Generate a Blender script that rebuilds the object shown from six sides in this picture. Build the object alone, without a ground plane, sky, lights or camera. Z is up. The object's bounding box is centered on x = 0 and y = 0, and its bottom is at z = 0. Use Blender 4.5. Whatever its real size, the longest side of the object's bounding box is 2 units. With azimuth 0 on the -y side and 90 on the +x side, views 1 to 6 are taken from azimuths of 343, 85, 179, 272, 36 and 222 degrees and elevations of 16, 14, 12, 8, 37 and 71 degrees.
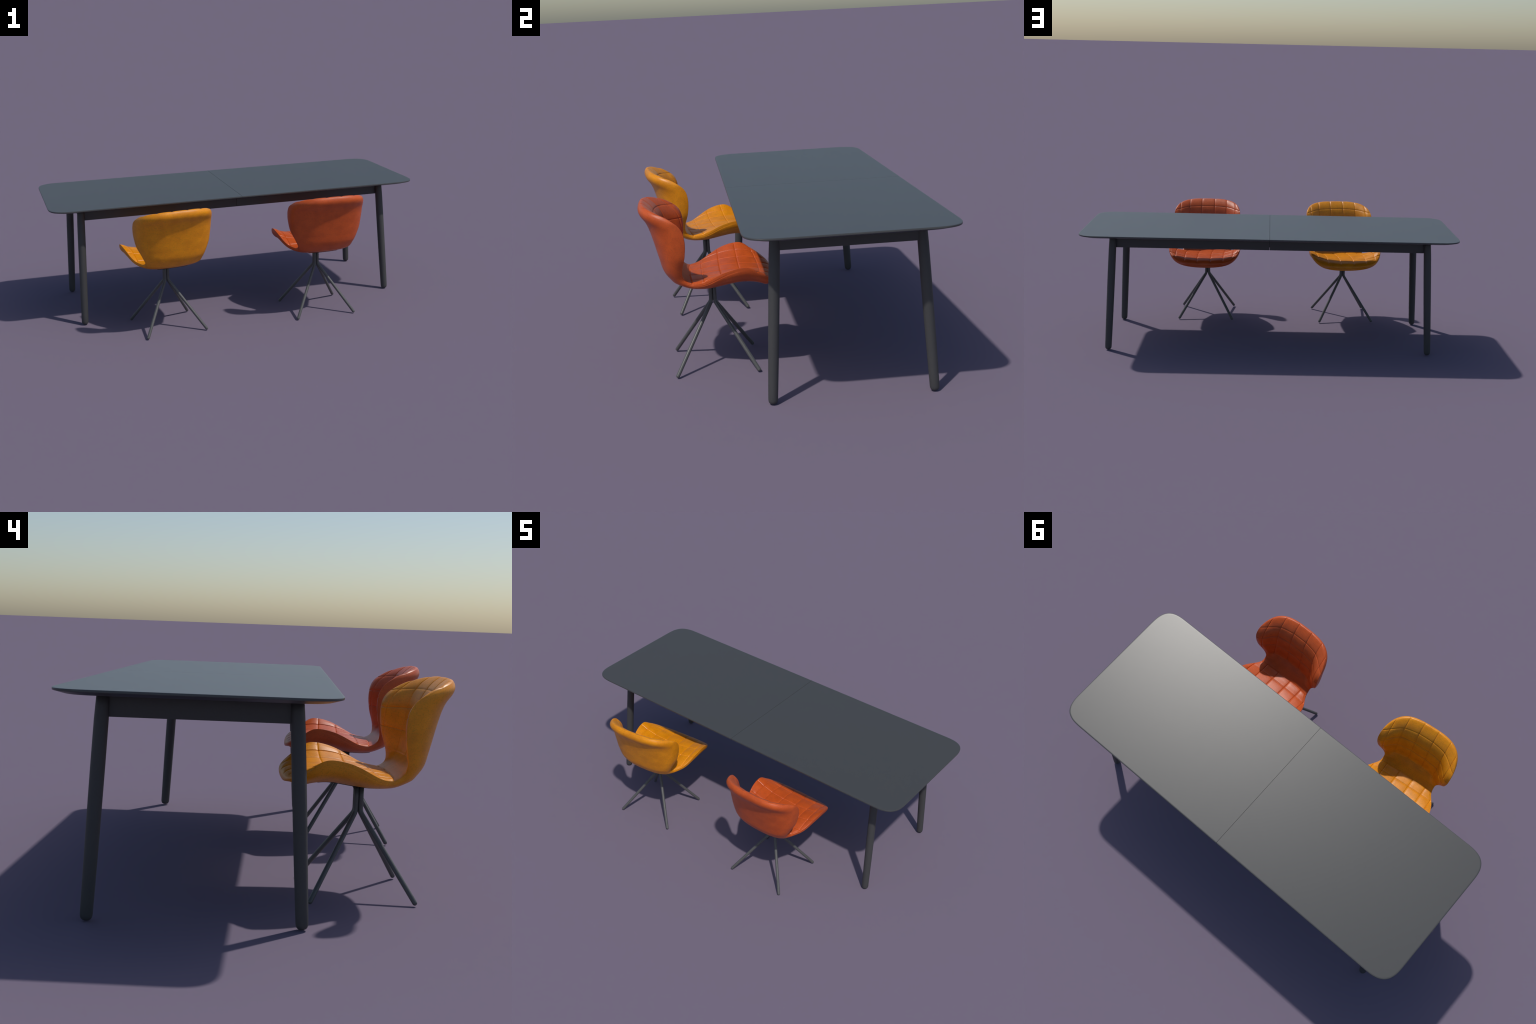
"""Extending dining table with two quilted leather swivel-frame chairs."""
import bpy, math
import numpy as np
from mathutils import Vector, Matrix

for o in list(bpy.data.objects):
    bpy.data.objects.remove(o, do_unlink=True)
COLL = bpy.context.scene.collection


# ------------------------------------------------------------------ materials
def new_mat(name):
    m = bpy.data.materials.new(name)
    m.use_nodes = True
    nt = m.node_tree
    return m, nt, nt.nodes["Principled BSDF"]


def lacquer(name, color, rough, spec=0.5, bump=0.02, scale=260.0, var=0.06):
    """Matt powder-coat: one colour, a breath of grain."""
    m, nt, b = new_mat(name)
    N, L = nt.nodes, nt.links
    tc = N.new("ShaderNodeTexCoord")
    no = N.new("ShaderNodeTexNoise")
    no.inputs["Scale"].default_value = scale
    no.inputs["Detail"].default_value = 4.0
    L.new(tc.outputs["Object"], no.inputs["Vector"])
    rp = N.new("ShaderNodeValToRGB")
    rp.color_ramp.elements[0].position = 0.3
    rp.color_ramp.elements[1].position = 0.7
    rp.color_ramp.elements[0].color = tuple(c * (1 - var) for c in color) + (1,)
    rp.color_ramp.elements[1].color = tuple(c * (1 + var) for c in color) + (1,)
    L.new(no.outputs["Fac"], rp.inputs["Fac"])
    L.new(rp.outputs["Color"], b.inputs["Base Color"])
    b.inputs["Roughness"].default_value = rough
    b.inputs["Specular IOR Level"].default_value = spec
    if bump:
        bp = N.new("ShaderNodeBump")
        bp.inputs["Strength"].default_value = bump
        bp.inputs["Distance"].default_value = 0.001
        L.new(no.outputs["Fac"], bp.inputs["Height"])
        L.new(bp.outputs["Normal"], b.inputs["Normal"])
    return m


def leather(name, color, fleck, rough, spec):
    """Aniline leather: soft clouding, small dark flecks and short fibres, fine grain."""
    m, nt, b = new_mat(name)
    N, L = nt.nodes, nt.links
    tc = N.new("ShaderNodeTexCoord")

    def noise(scale, detail, stretch=None, rot=(0, 0, 0)):
        n = N.new("ShaderNodeTexNoise")
        n.inputs["Scale"].default_value = scale
        n.inputs["Detail"].default_value = detail
        if stretch:
            mp = N.new("ShaderNodeMapping")
            mp.inputs["Scale"].default_value = stretch
            mp.inputs["Rotation"].default_value = rot
            L.new(tc.outputs["Object"], mp.inputs["Vector"])
            L.new(mp.outputs["Vector"], n.inputs["Vector"])
        else:
            L.new(tc.outputs["Object"], n.inputs["Vector"])
        return n.outputs["Fac"]

    def ramp(src, a, c):
        r = N.new("ShaderNodeMapRange")
        r.inputs["From Min"].default_value = a
        r.inputs["From Max"].default_value = c
        L.new(src, r.inputs["Value"])
        return r.outputs["Result"]

    def mul(a, k):
        x = N.new("ShaderNodeMath")
        x.operation = "MULTIPLY"
        L.new(a, x.inputs[0])
        if isinstance(k, float):
            x.inputs[1].default_value = k
        else:
            L.new(k, x.inputs[1])
        return x.outputs[0]

    def mix(fac, c1, c2):
        x = N.new("ShaderNodeMix")
        x.data_type = "RGBA"
        L.new(fac, x.inputs["Factor"])
        for sock, c in ((x.inputs["A"], c1), (x.inputs["B"], c2)):
            if isinstance(c, tuple):
                sock.default_value = c + (1,)
            else:
                L.new(c, sock)
        return x.outputs["Result"]

    deep = tuple(c * k for c, k in zip(color, (0.86, 0.81, 0.78)))
    cloud = ramp(noise(24.0, 4.0), 0.35, 0.65)
    base = mix(cloud, deep, color)
    spots = ramp(noise(250.0, 3.0), 0.52, 0.70)
    base = mix(mul(spots, 0.50), base, fleck)
    fibres = ramp(noise(110.0, 3.0, (0.35, 1.0, 2.2), (0.4, 0.2, 0.5)), 0.56, 0.74)
    base = mix(mul(fibres, 0.32), base, fleck)
    L.new(base, b.inputs["Base Color"])
    b.inputs["Roughness"].default_value = rough
    b.inputs["Specular IOR Level"].default_value = spec
    fine = noise(420.0, 3.0)
    wr = noise(60.0, 4.0, (1.0, 0.5, 1.4))
    add = N.new("ShaderNodeMath")
    add.operation = "ADD"
    L.new(mul(fine, 0.35), add.inputs[0])
    L.new(wr, add.inputs[1])
    bp = N.new("ShaderNodeBump")
    bp.inputs["Strength"].default_value = 0.22
    bp.inputs["Distance"].default_value = 0.002
    L.new(add.outputs[0], bp.inputs["Height"])
    L.new(bp.outputs["Normal"], b.inputs["Normal"])
    return m


MAT_TOP = lacquer("slate_laminate", (0.0615, 0.0635, 0.0635), 0.36, 0.5, 0.0, 300.0, 0.03)
MAT_FRAME = lacquer("charcoal_lacquer", (0.060, 0.060, 0.060), 0.55, 0.4, 0.03)
MAT_STEEL = lacquer("grey_powder_coated_steel", (0.088, 0.089, 0.087), 0.42, 0.5, 0.03)
MAT_PLATE = lacquer("black_plastic", (0.006, 0.006, 0.006), 0.6, 0.2, 0.0)
MAT_AMBER = leather("amber_leather", (0.82, 0.290, 0.003), (0.42, 0.20, 0.004), 0.41, 0.42)
MAT_RUST = leather("rust_leather", (0.605, 0.099, 0.016), (0.33, 0.064, 0.018), 0.41, 0.42)


# ------------------------------------------------------------------ helpers
def add_obj(name, mesh, parent=None, mat=None):
    o = bpy.data.objects.new(name, mesh)
    COLL.objects.link(o)
    if parent is not None:
        o.parent = parent
    if mat is not None:
        mesh.materials.clear()
        mesh.materials.append(mat)
    return o


def empty(name, loc, rot=0.0, label="", category=""):
    e = bpy.data.objects.new(name, None)
    e.empty_display_size = 0.1
    e.location = loc
    e.rotation_euler = (0, 0, rot)
    COLL.objects.link(e)
    e["label"] = label
    e["category"] = category
    return e


def mesh_from(name, verts, faces, smooth=True):
    me = bpy.data.meshes.new(name)
    me.from_pydata([tuple(map(float, v)) for v in verts], [], faces)
    me.update()
    if smooth:
        me.polygons.foreach_set("use_smooth", [True] * len(me.polygons))
    return me


def smooth_by_angle(me, deg=35.0):
    me.polygons.foreach_set("use_smooth", [True] * len(me.polygons))
    me.set_sharp_from_angle(angle=math.radians(deg))


def lathe_along(name, path, radii, seg=32):
    """Round bar through the points of path with a radius at each; ends closed."""
    P = [Vector(p) for p in path]
    n = len(P)
    verts, faces = [], []
    ref = None
    for i in range(n):
        t = (P[min(i + 1, n - 1)] - P[max(i - 1, 0)]).normalized()
        if ref is None:
            ref = t.cross(Vector((0.3, 1, 0.2))).normalized()
        ref = (ref - t * ref.dot(t)).normalized()
        bi = t.cross(ref)
        for k in range(seg):
            a = 2 * math.pi * k / seg
            verts.append(P[i] + (ref * math.cos(a) + bi * math.sin(a)) * radii[i])
    for i in range(n - 1):
        for k in range(seg):
            k2 = (k + 1) % seg
            faces.append((i * seg + k, i * seg + k2, (i + 1) * seg + k2, (i + 1) * seg + k))
    c0 = len(verts)
    verts += [P[0], P[-1]]
    for k in range(seg):
        k2 = (k + 1) % seg
        faces.append((c0, k2, k))
        faces.append((c0 + 1, (n - 1) * seg + k, (n - 1) * seg + k2))
    return mesh_from(name, verts, faces)


class Spline:
    """Natural cubic spline through columns of values."""

    def __init__(self, t, y):
        t = np.asarray(t, float)
        y = np.asarray(y, float)
        self.t, self.y = t, y
        n = len(t)
        h = np.diff(t)
        A = np.eye(n)
        r = np.zeros_like(y)
        for i in range(1, n - 1):
            A[i, i - 1:i + 2] = h[i - 1], 2 * (h[i - 1] + h[i]), h[i]
            r[i] = 6 * ((y[i + 1] - y[i]) / h[i] - (y[i] - y[i - 1]) / h[i - 1])
        self.m = np.linalg.solve(A, r)

    def __call__(self, x):
        x = np.clip(np.asarray(x, float), self.t[0], self.t[-1])
        i = np.clip(np.searchsorted(self.t, x, side="right") - 1, 0, len(self.t) - 2)
        h = self.t[i + 1] - self.t[i]
        a = (self.t[i + 1] - x) / h
        b = (x - self.t[i]) / h
        if self.y.ndim > 1:
            a, b, h = a[..., None], b[..., None], h[..., None]
        return (a * self.y[i] + b * self.y[i + 1]
                + ((a ** 3 - a) * self.m[i] + (b ** 3 - b) * self.m[i + 1]) * h * h / 6)


# ------------------------------------------------------------------ the table
TY = 0.1790            # table centre line
HX, HY = 1.0, 0.3744   # half length, half width
TOP_Z, UNDER_Z = 0.6314, 0.6147
SEAM = 0.0004          # half the gap between the two leaves

table = empty("dining_table", (0, TY, 0), 0,
              "long slate grey extending dining table with round tapered legs", "table")


def leaf_outline(inset):
    """Right-hand half of the top: rounded corners of power 3, straight seam side."""
    r, p = 0.131 - inset * 0.6, 3.1
    hx, hy = HX - inset, HY - inset
    pts = []
    K = 36
    for k in range(K + 1):
        t = 0.5 * math.pi * k / K
        c, s = math.cos(t) ** (2 / p), math.sin(t) ** (2 / p)
        pts.append((hx - r + r * s, -(hy - r + r * c)))
    pts += [(x, -y) for x, y in reversed(pts)]
    sx = SEAM + min(inset, 0.0003)
    return [(sx, -hy)] + pts + [(sx, hy)]


def make_leaf(name):
    # (inset, z) from the middle of the top down round the thin edge, under-bevel and underside
    prof = [(0.006, TOP_Z), (0.0016, TOP_Z), (0.0005, TOP_Z - 0.0005), (0.0, TOP_Z - 0.0016), (0.0001, TOP_Z - 0.0060),
            (0.0008, TOP_Z - 0.0070), (0.012, TOP_Z - 0.0107), (0.023, TOP_Z - 0.0142),
            (0.0275, TOP_Z - 0.0157), (0.033, UNDER_Z)]
    verts, faces = [], []
    for ins, z in prof:
        ol = leaf_outline(ins)
        verts += [(x, y, z) for x, y in ol]
    n = len(leaf_outline(0))
    for j in range(len(prof) - 1):
        for i in range(n):
            i2 = (i + 1) % n
            faces.append((j * n + i, (j + 1) * n + i, (j + 1) * n + i2, j * n + i2))
    faces.append(tuple(range(n)))
    faces.append(tuple(reversed(range((len(prof) - 1) * n, len(prof) * n))))
    me = mesh_from(name, verts, faces)
    smooth_by_angle(me, 28)
    return me


leaf_mesh = make_leaf("table_leaf")
for k in (0, 1):
    o = add_obj("table_leaf", leaf_mesh, table, MAT_TOP if k == 0 else None)
    o.rotation_euler = (0, 0, math.pi * k)

# aprons: a thin frame under the top, split at the middle like the leaves
AX, AY, AT = 0.8375, 0.2525, 0.018
A_LOW, A_HIGH = 0.5503, UNDER_Z - 0.0002


def bar(name, x0, x1, y0, y1, z0, z1, bevel=0.0012):
    import bmesh
    bm = bmesh.new()
    bmesh.ops.create_cube(bm, size=1.0)
    for v in bm.verts:
        v.co = Vector((x0 + (v.co.x + .5) * (x1 - x0), y0 + (v.co.y + .5) * (y1 - y0), z0 + (v.co.z + .5) * (z1 - z0)))
    bmesh.ops.bevel(bm, geom=bm.edges[:], offset=bevel, segments=2, affect="EDGES", profile=0.6)
    me = bpy.data.meshes.new(name)
    bm.to_mesh(me)
    bm.free()
    smooth_by_angle(me, 40)
    return me


for sx in (-1, 1):
    xa, xb = sorted((sx * 0.0006, sx * (AX - AT)))
    for sy in (-1, 1):
        ya, yb = sorted((sy * AY, sy * (AY - AT)))
        add_obj("apron", bar("apron", xa, xb, ya, yb, A_LOW, A_HIGH), table, MAT_FRAME)
    xa, xb = sorted((sx * AX, sx * (AX - AT)))
    add_obj("apron", bar("apron", xa, xb, -AY, AY, A_LOW + 0.0002, A_HIGH - 0.0003), table, MAT_FRAME)

# runner under the seam: closes the gap from below and joins the two halves of the frame
add_obj("centre_runner", bar("centre_runner", -0.022, 0.022, -(AY - AT), AY - AT, A_LOW + 0.012, UNDER_Z - 0.0004), table, MAT_FRAME)
add_obj("seam_strip", bar("seam_strip", -0.0003, 0.0003, -(HY - 0.004), HY - 0.004, UNDER_Z + 0.002, TOP_Z - 0.0030, 0.0001), table, MAT_FRAME)

# splayed round legs, slightly cigar shaped, soft rounded feet
LEG_PROFILE = [(0.0, 0.0050), (0.0006, 0.0090), (0.0022, 0.0120), (0.0055, 0.0148), (0.0100, 0.0165), (0.0160, 0.0174),
               (0.05, 0.0178), (0.15, 0.0187), (0.28, 0.0195), (0.42, 0.0199), (0.54, 0.0196), (0.58, 0.0187), (UNDER_Z, 0.0175)]
for sx, fx, hx in ((-1, -0.8590, -0.8340), (1, 0.8543, 0.8252)):
    for sy in (-1, 1):
        foot, head = Vector((fx, sy * 0.2920 - 0.0003, 0.0)), Vector((hx, sy * 0.2558 + 0.0006, UNDER_Z))
        leg_path = [foot.lerp(head, z / UNDER_Z) for z, r in LEG_PROFILE]
        add_obj("table_leg", lathe_along("table_leg", leg_path, [r for z, r in LEG_PROFILE], 40), table, MAT_FRAME)


# ------------------------------------------------------------------ the chair shell
CX = 0.0105     # the shell sits a centimetre off the axis of its frame
# stations along the padding from the front lip to the top of the back:
# centre y, z | edge y, z | half width | how far the sides cup round | thickness
ST = np.array([
    (0.2430, 0.3465, 0.2420, 0.3440, 0.190, 0.00, 0.046),
    (0.2365, 0.3650, 0.2330, 0.3650, 0.198, 0.00, 0.051),
    (0.2165, 0.3775, 0.2060, 0.3920, 0.204, 0.00, 0.053),
    (0.1830, 0.3835, 0.1640, 0.4190, 0.208, 0.00, 0.047),   # stitch e
    (0.1450, 0.3865, 0.1330, 0.4340, 0.210, 0.00, 0.041),
    (0.1080, 0.3875, 0.1040, 0.4355, 0.210, 0.00, 0.039),   # stitch d
    (0.0700, 0.3865, 0.0690, 0.4285, 0.207, 0.00, 0.042),
    (0.0340, 0.3840, 0.0350, 0.4160, 0.201, 0.00, 0.045),   # stitch c
    (-0.036, 0.3765, -0.033, 0.3805, 0.177, 0.00, 0.044),   # stitch b
    (-0.084, 0.3755, -0.076, 0.3715, 0.151, 0.00, 0.039),   # stitch a
    (-0.108, 0.3900, -0.097, 0.3790, 0.147, 0.15, 0.045),
    (-0.130, 0.4055, -0.110, 0.3985, 0.150, 0.40, 0.047),
    (-0.149, 0.4200, -0.110, 0.4260, 0.164, 0.70, 0.038),   # stitch 4
    (-0.157, 0.4550, -0.101, 0.4650, 0.184, 0.95, 0.039),
    (-0.1635, 0.490, -0.095, 0.5000, 0.193, 1.00, 0.041),   # stitch 3
    (-0.178, 0.5630, -0.095, 0.5580, 0.200, 1.00, 0.045),   # stitch 2
    (-0.2055, 0.626, -0.123, 0.6120, 0.199, 0.30, 0.043),   # stitch 1
    (-0.2330, 0.656, -0.180, 0.6480, 0.195, 0.00, 0.042),
    (-0.2520, 0.6695, -0.226, 0.6675, 0.191, 0.00, 0.044),
])
t0 = np.concatenate([[0], np.cumsum(np.hypot(np.diff(ST[:, 0]), np.diff(ST[:, 1])))])
SHELL = Spline(t0, ST)
S_END = t0[-1]
ROWS_SEAT = [t0[i] for i in (3, 5, 7, 8)]
ROW_FOLD = t0[9]
ROW_BAND = t0[12]
ROWS_BACK = [t0[i] for i in (14, 15, 16)]
COLS = (-0.167, -0.112, -0.039, 0.039, 0.112, 0.167)
PAD = 0.007


def smoothstep(a, b, x):
    t = np.clip((x - a) / (b - a), 0, 1)
    return t * t * (3 - 2 * t)


def superell(q, p):
    return np.maximum(1 - np.clip(np.abs(q), 0, 1) ** p, 0) ** (1 / p)


# cross curve of the cupped sides of the back
CUP = Spline([-0.2, 0.0, 0.2, 0.4, 0.56, 0.72, 0.84, 0.92, 1.0],
             [0.012, 0.0, 0.012, 0.055, 0.16, 0.50, 0.84, 0.955, 1.0])
NA, NB = 281, 421


def build_shell():
    th = np.linspace(-1, 1, NA)
    v = 0.93 * np.sin(th * math.pi / 2) + 0.07 * th
    tb = np.linspace(0, 1, NB)
    # rows: even along the profile, crowded at the two ends
    wgt = 1 / (0.12 + np.minimum(1, np.minimum(tb, 1 - tb) / 0.05))
    bpar = np.concatenate([[0], np.cumsum(1 / (0.5 * (wgt[1:] + wgt[:-1])))])
    bpar /= bpar[-1]
    V, B = np.meshgrid(v, bpar, indexing="ij")
    front = 0.110 * (1 - superell(V, 2.4))
    top = S_END - 0.078 * (1 - superell(V, 2.9))
    S = front + B * (top - front)
    d0 = B * (top - front)             # distance from the front lip / from the top rim
    d1 = (1 - B) * (top - front)
    Q = SHELL(S)
    e = 1e-3
    Qp, Qm = SHELL(np.minimum(S + e, S_END)), SHELL(np.maximum(S - e, 0))
    ty, tz = Qp[..., 0] - Qm[..., 0], Qp[..., 1] - Qm[..., 1]
    ln = np.hypot(ty, tz)
    ny, nz = tz / ln, -ty / ln
    cup = np.clip(Q[..., 5], 0, 1)
    flat = 0.5 * V ** 2 + 0.5 * V ** 4
    phi = flat + (CUP(np.abs(V)) - flat) * cup
    X = CX + V * Q[..., 4]
    Y = Q[..., 0] + (Q[..., 2] - Q[..., 0]) * phi
    Z = Q[..., 1] + (Q[..., 3] - Q[..., 1]) * phi
    def end(d, L, p):
        return superell(1 - np.clip(d / L, 0, 1), p)
    roll = PAD * (1 - superell(V, 9.0) * end(d0, 0.016, 2.0) * end(d1, 0.016, 2.0))
    Yi, Zi = Y - ny * roll, Z - nz * roll
    # the outer shell: its own bowl from the centre line out to the rim
    bowl = 1 - superell(V, 2.05 + 0.45 * smoothstep(t0[2], t0[5], S)
                        - 0.06 * smoothstep(t0[9], t0[12], S))
    Yc, Zc = Q[..., 0] - ny * Q[..., 6], Q[..., 1] - nz * Q[..., 6]
    Yr, Zr = Q[..., 2] - ny * PAD, Q[..., 3] - nz * PAD
    Yf, Zf = Yc + (Yr - Yc) * bowl, Zc + (Zr - Zc) * bowl
    g = end(d0, 0.046, 2.2) * end(d1, 0.045, 2.3)
    Yo, Zo = (Y - ny * PAD) * (1 - g) + Yf * g, (Z - nz * PAD) * (1 - g) + Zf * g
    inner = np.stack([X, Yi, Zi], -1)
    outer = np.stack([X, Yo, Zo], -1)

    def normals(P, sign):
        du = np.gradient(P, axis=0)
        dv = np.gradient(P, axis=1)
        n = np.cross(du, dv) * sign
        l = np.linalg.norm(n, axis=-1, keepdims=True)
        return n / np.maximum(l, 1e-12)

    # quilting: sewn grooves with puffed panels between
    xo = X - CX
    edge = smoothstep(1.0, 0.95, np.abs(V))
    rim = smoothstep(0.000, 0.007, d1) * smoothstep(0.012, 0.035, d0)
    band = smoothstep(ROW_FOLD - 0.002, ROW_FOLD + 0.004, S) * (1 - smoothstep(ROW_BAND - 0.006, ROW_BAND + 0.002, S))

    def sew(d, depth, width, puff, spread):
        d = np.abs(d)
        return -depth * np.exp(-(d / width) ** 2) - puff * np.exp(-d / spread)
    h = 0.0027 * (1 - band) * smoothstep(1.0, 0.90, np.abs(V)) * rim
    # a stitch line on a raised flank needs its arc width corrected for the slope
    slope = np.gradient(Y, axis=0) ** 2 + np.gradient(Z, axis=0) ** 2
    run = np.sqrt(1 + slope / np.maximum(np.gradient(X, axis=0) ** 2, 1e-12))
    for c in COLS:
        h += sew((xo - c) * np.minimum(run, 3), 0.0024, 0.0017, 0.0020, 0.010) * (1 - band) * rim * edge
    fade = 0.25 + 0.75 * smoothstep(1.0, 0.96, np.abs(V))
    for r in ROWS_SEAT:
        h += sew(S - r, 0.0021, 0.0017, 0.0012, 0.008) * fade
    for r in ROWS_BACK:
        h += sew(S - r, 0.0019, 0.0017, 0.0012, 0.009) * edge
    h += sew(S - ROW_FOLD, 0.0024, 0.0024, 0.0014, 0.008) * fade
    h += sew(S - ROW_BAND, 0.0010, 0.0030, 0.0006, 0.010) * edge
    inner = inner + normals(inner, -1.0) * h[..., None]
    # welt line just outside the seat edge, where padding meets the shell
    seat_len = smoothstep(t0[9], t0[5], S)
    at = 0.9945 + 0.0047 * seat_len
    welt = np.exp(-((np.abs(V) - at) / (0.0022 - 0.0014 * seat_len)) ** 2) * smoothstep(t0[4], t0[6], S) * (1 - smoothstep(t0[9], t0[10], S))
    outer = outer - normals(outer, 1.0) * (0.0008 * welt)[..., None]
    return inner, outer, S


def shell_mesh():
    inner, outer, S = build_shell()
    idx_in = np.arange(NA * NB).reshape(NA, NB)
    idx_out = idx_in.copy()
    nin = NA * NB
    inter = np.zeros((NA, NB), bool)
    inter[1:-1, 1:-1] = True
    idx_out[inter] = nin + np.arange(inter.sum())
    verts = np.concatenate([inner.reshape(-1, 3), outer[inter]])

    def quads(ix, flip):
        a, b, c, d = ix[:-1, :-1], ix[1:, :-1], ix[1:, 1:], ix[:-1, 1:]
        q = np.stack([a, b, c, d] if not flip else [a, d, c, b], -1)
        return q.reshape(-1, 4)
    split_row = int(np.argmin(np.abs(S[NA // 2] - 0.5 * (t0[10] + t0[11]))))
    qi, qo = quads(idx_in, True), quads(idx_out, False)
    row = np.tile(np.arange(NB - 1), NA - 1)
    faces = np.concatenate([qi, qo])
    is_back = np.concatenate([row >= split_row, row >= split_row])
    return verts, faces, is_back


def vertex_normals(verts, faces):
    p = verts[faces]
    fn = np.cross(p[:, 2] - p[:, 0], p[:, 3] - p[:, 1])
    vn = np.zeros_like(verts)
    for k in range(4):
        np.add.at(vn, faces[:, k], fn)
    l = np.linalg.norm(vn, axis=1, keepdims=True)
    return vn / np.maximum(l, 1e-14)


def sub_mesh(name, verts, faces, vn):
    used = np.unique(faces)
    remap = np.full(len(verts), -1)
    remap[used] = np.arange(len(used))
    f = remap[faces]
    me = bpy.data.meshes.new(name)
    me.vertices.add(len(used))
    me.vertices.foreach_set("co", verts[used].astype(np.float32).ravel())
    me.loops.add(f.size)
    me.loops.foreach_set("vertex_index", f.astype(np.int32).ravel())
    me.polygons.add(len(f))
    me.polygons.foreach_set("loop_start", np.arange(0, f.size, 4, dtype=np.int32))
    me.polygons.foreach_set("use_smooth", np.ones(len(f), bool))
    me.update(calc_edges=True)
    me.normals_split_custom_set_from_vertices([tuple(x) for x in vn[used]])
    return me


VERTS, FACES, IS_BACK = shell_mesh()
VN = vertex_normals(VERTS, FACES)
SEAT_MESH = sub_mesh("seat", VERTS, FACES[~IS_BACK], VN)
BACK_MESH = sub_mesh("backrest", VERTS, FACES[IS_BACK], VN)


# thin black carrier plate that follows the underside of the seat
def plate_mesh():
    n, m = 40, 17
    pts = []
    for y in np.linspace(-0.088, 0.137, n):
        for u in np.linspace(-1, 1, m):
            pts.append((CX + 0.078 * u, y))
    # underside height by searching the outer centre surface
    out = build_shell()[1]
    grid = out[:, : int(NB * 0.62)].reshape(-1, 3)
    verts = []
    for x, y in pts:
        d = (grid[:, 0] - x) ** 2 + (grid[:, 1] - y) ** 2
        k = np.argpartition(d, 6)[:6]
        wk = 1 / (d[k] + 1e-7)
        verts.append((x, y, float((grid[k, 2] * wk).sum() / wk.sum())))
    nv = len(verts)
    low = [(x, y, z - 0.0024) for x, y, z in verts]
    up = [(x, y, z + 0.001) for x, y, z in verts]
    faces = []
    for i in range(n - 1):
        for j in range(m - 1):
            a = i * m + j
            q = (a, a + 1, a + m + 1, a + m)
            faces.append(q)
            faces.append(tuple(nv + k for k in reversed(q)))
    ring = [j for j in range(m)] + [i * m + m - 1 for i in range(1, n)] + \
           [(n - 1) * m + j for j in range(m - 2, -1, -1)] + [i * m for i in range(n - 2, 0, -1)]
    for k in range(len(ring)):
        a, b = ring[k], ring[(k + 1) % len(ring)]
        faces.append((b, a, nv + a, nv + b))
    me = mesh_from("carrier_plate", up + low, faces)
    smooth_by_angle(me, 40)
    return me


PLATE_MESH = plate_mesh()


# one bent steel tube: upright beside the axis, a soft bend, then a straight splayed leg
def tube_mesh():
    R = 0.0076
    top, bend, foot_ = Vector((0.0105, 0, 0.326)), Vector((0.0105, 0, 0.251)), Vector((0.2205, 0, 0.0080))
    up = bend + (top - bend).normalized() * 0.012
    dn = bend + (foot_ - bend).normalized() * 0.012
    path = [top, top.lerp(up, 0.5), up]
    for k in range(1, 9):
        t = k / 8
        path.append(up.lerp(bend, t).lerp(bend.lerp(dn, t), t))
    path += [dn.lerp(foot_, 0.33), dn.lerp(foot_, 0.66), foot_]
    rad = [R] * len(path)
    dirn = (foot_ - dn).normalized()
    for a in (20, 40, 58, 74, 86):
        a = math.radians(a)
        path.append(foot_ + dirn * R * math.sin(a))
        rad.append(R * math.cos(a))
    return lathe_along("leg", path, rad, 24)


TUBE_MESH = tube_mesh()
TUBE_MESH.materials.append(MAT_STEEL)
PLATE_MESH.materials.append(MAT_PLATE)


def chair(name, loc, rot, mat, label):
    c = empty(name, loc, rot, label, "chair")
    add_obj("seat", SEAT_MESH.copy(), c, mat)
    add_obj("backrest", BACK_MESH.copy(), c, mat)
    add_obj("carrier_plate", PLATE_MESH, c)
    for k in range(4):
        o = add_obj("leg", TUBE_MESH, c)
        o.rotation_euler = (0, 0, math.radians(45 + 90 * k))
    return c


chair("dining_chair", (0.3718, -0.2880, 0), 0.0, MAT_RUST,
      "rust red quilted leather shell chair on splayed steel tubes")
chair("dining_chair", (-0.4463, -0.2793, 0), math.radians(5.9), MAT_AMBER,
      "amber yellow quilted leather shell chair on splayed steel tubes")
bpy.data.meshes.remove(SEAT_MESH)
bpy.data.meshes.remove(BACK_MESH)
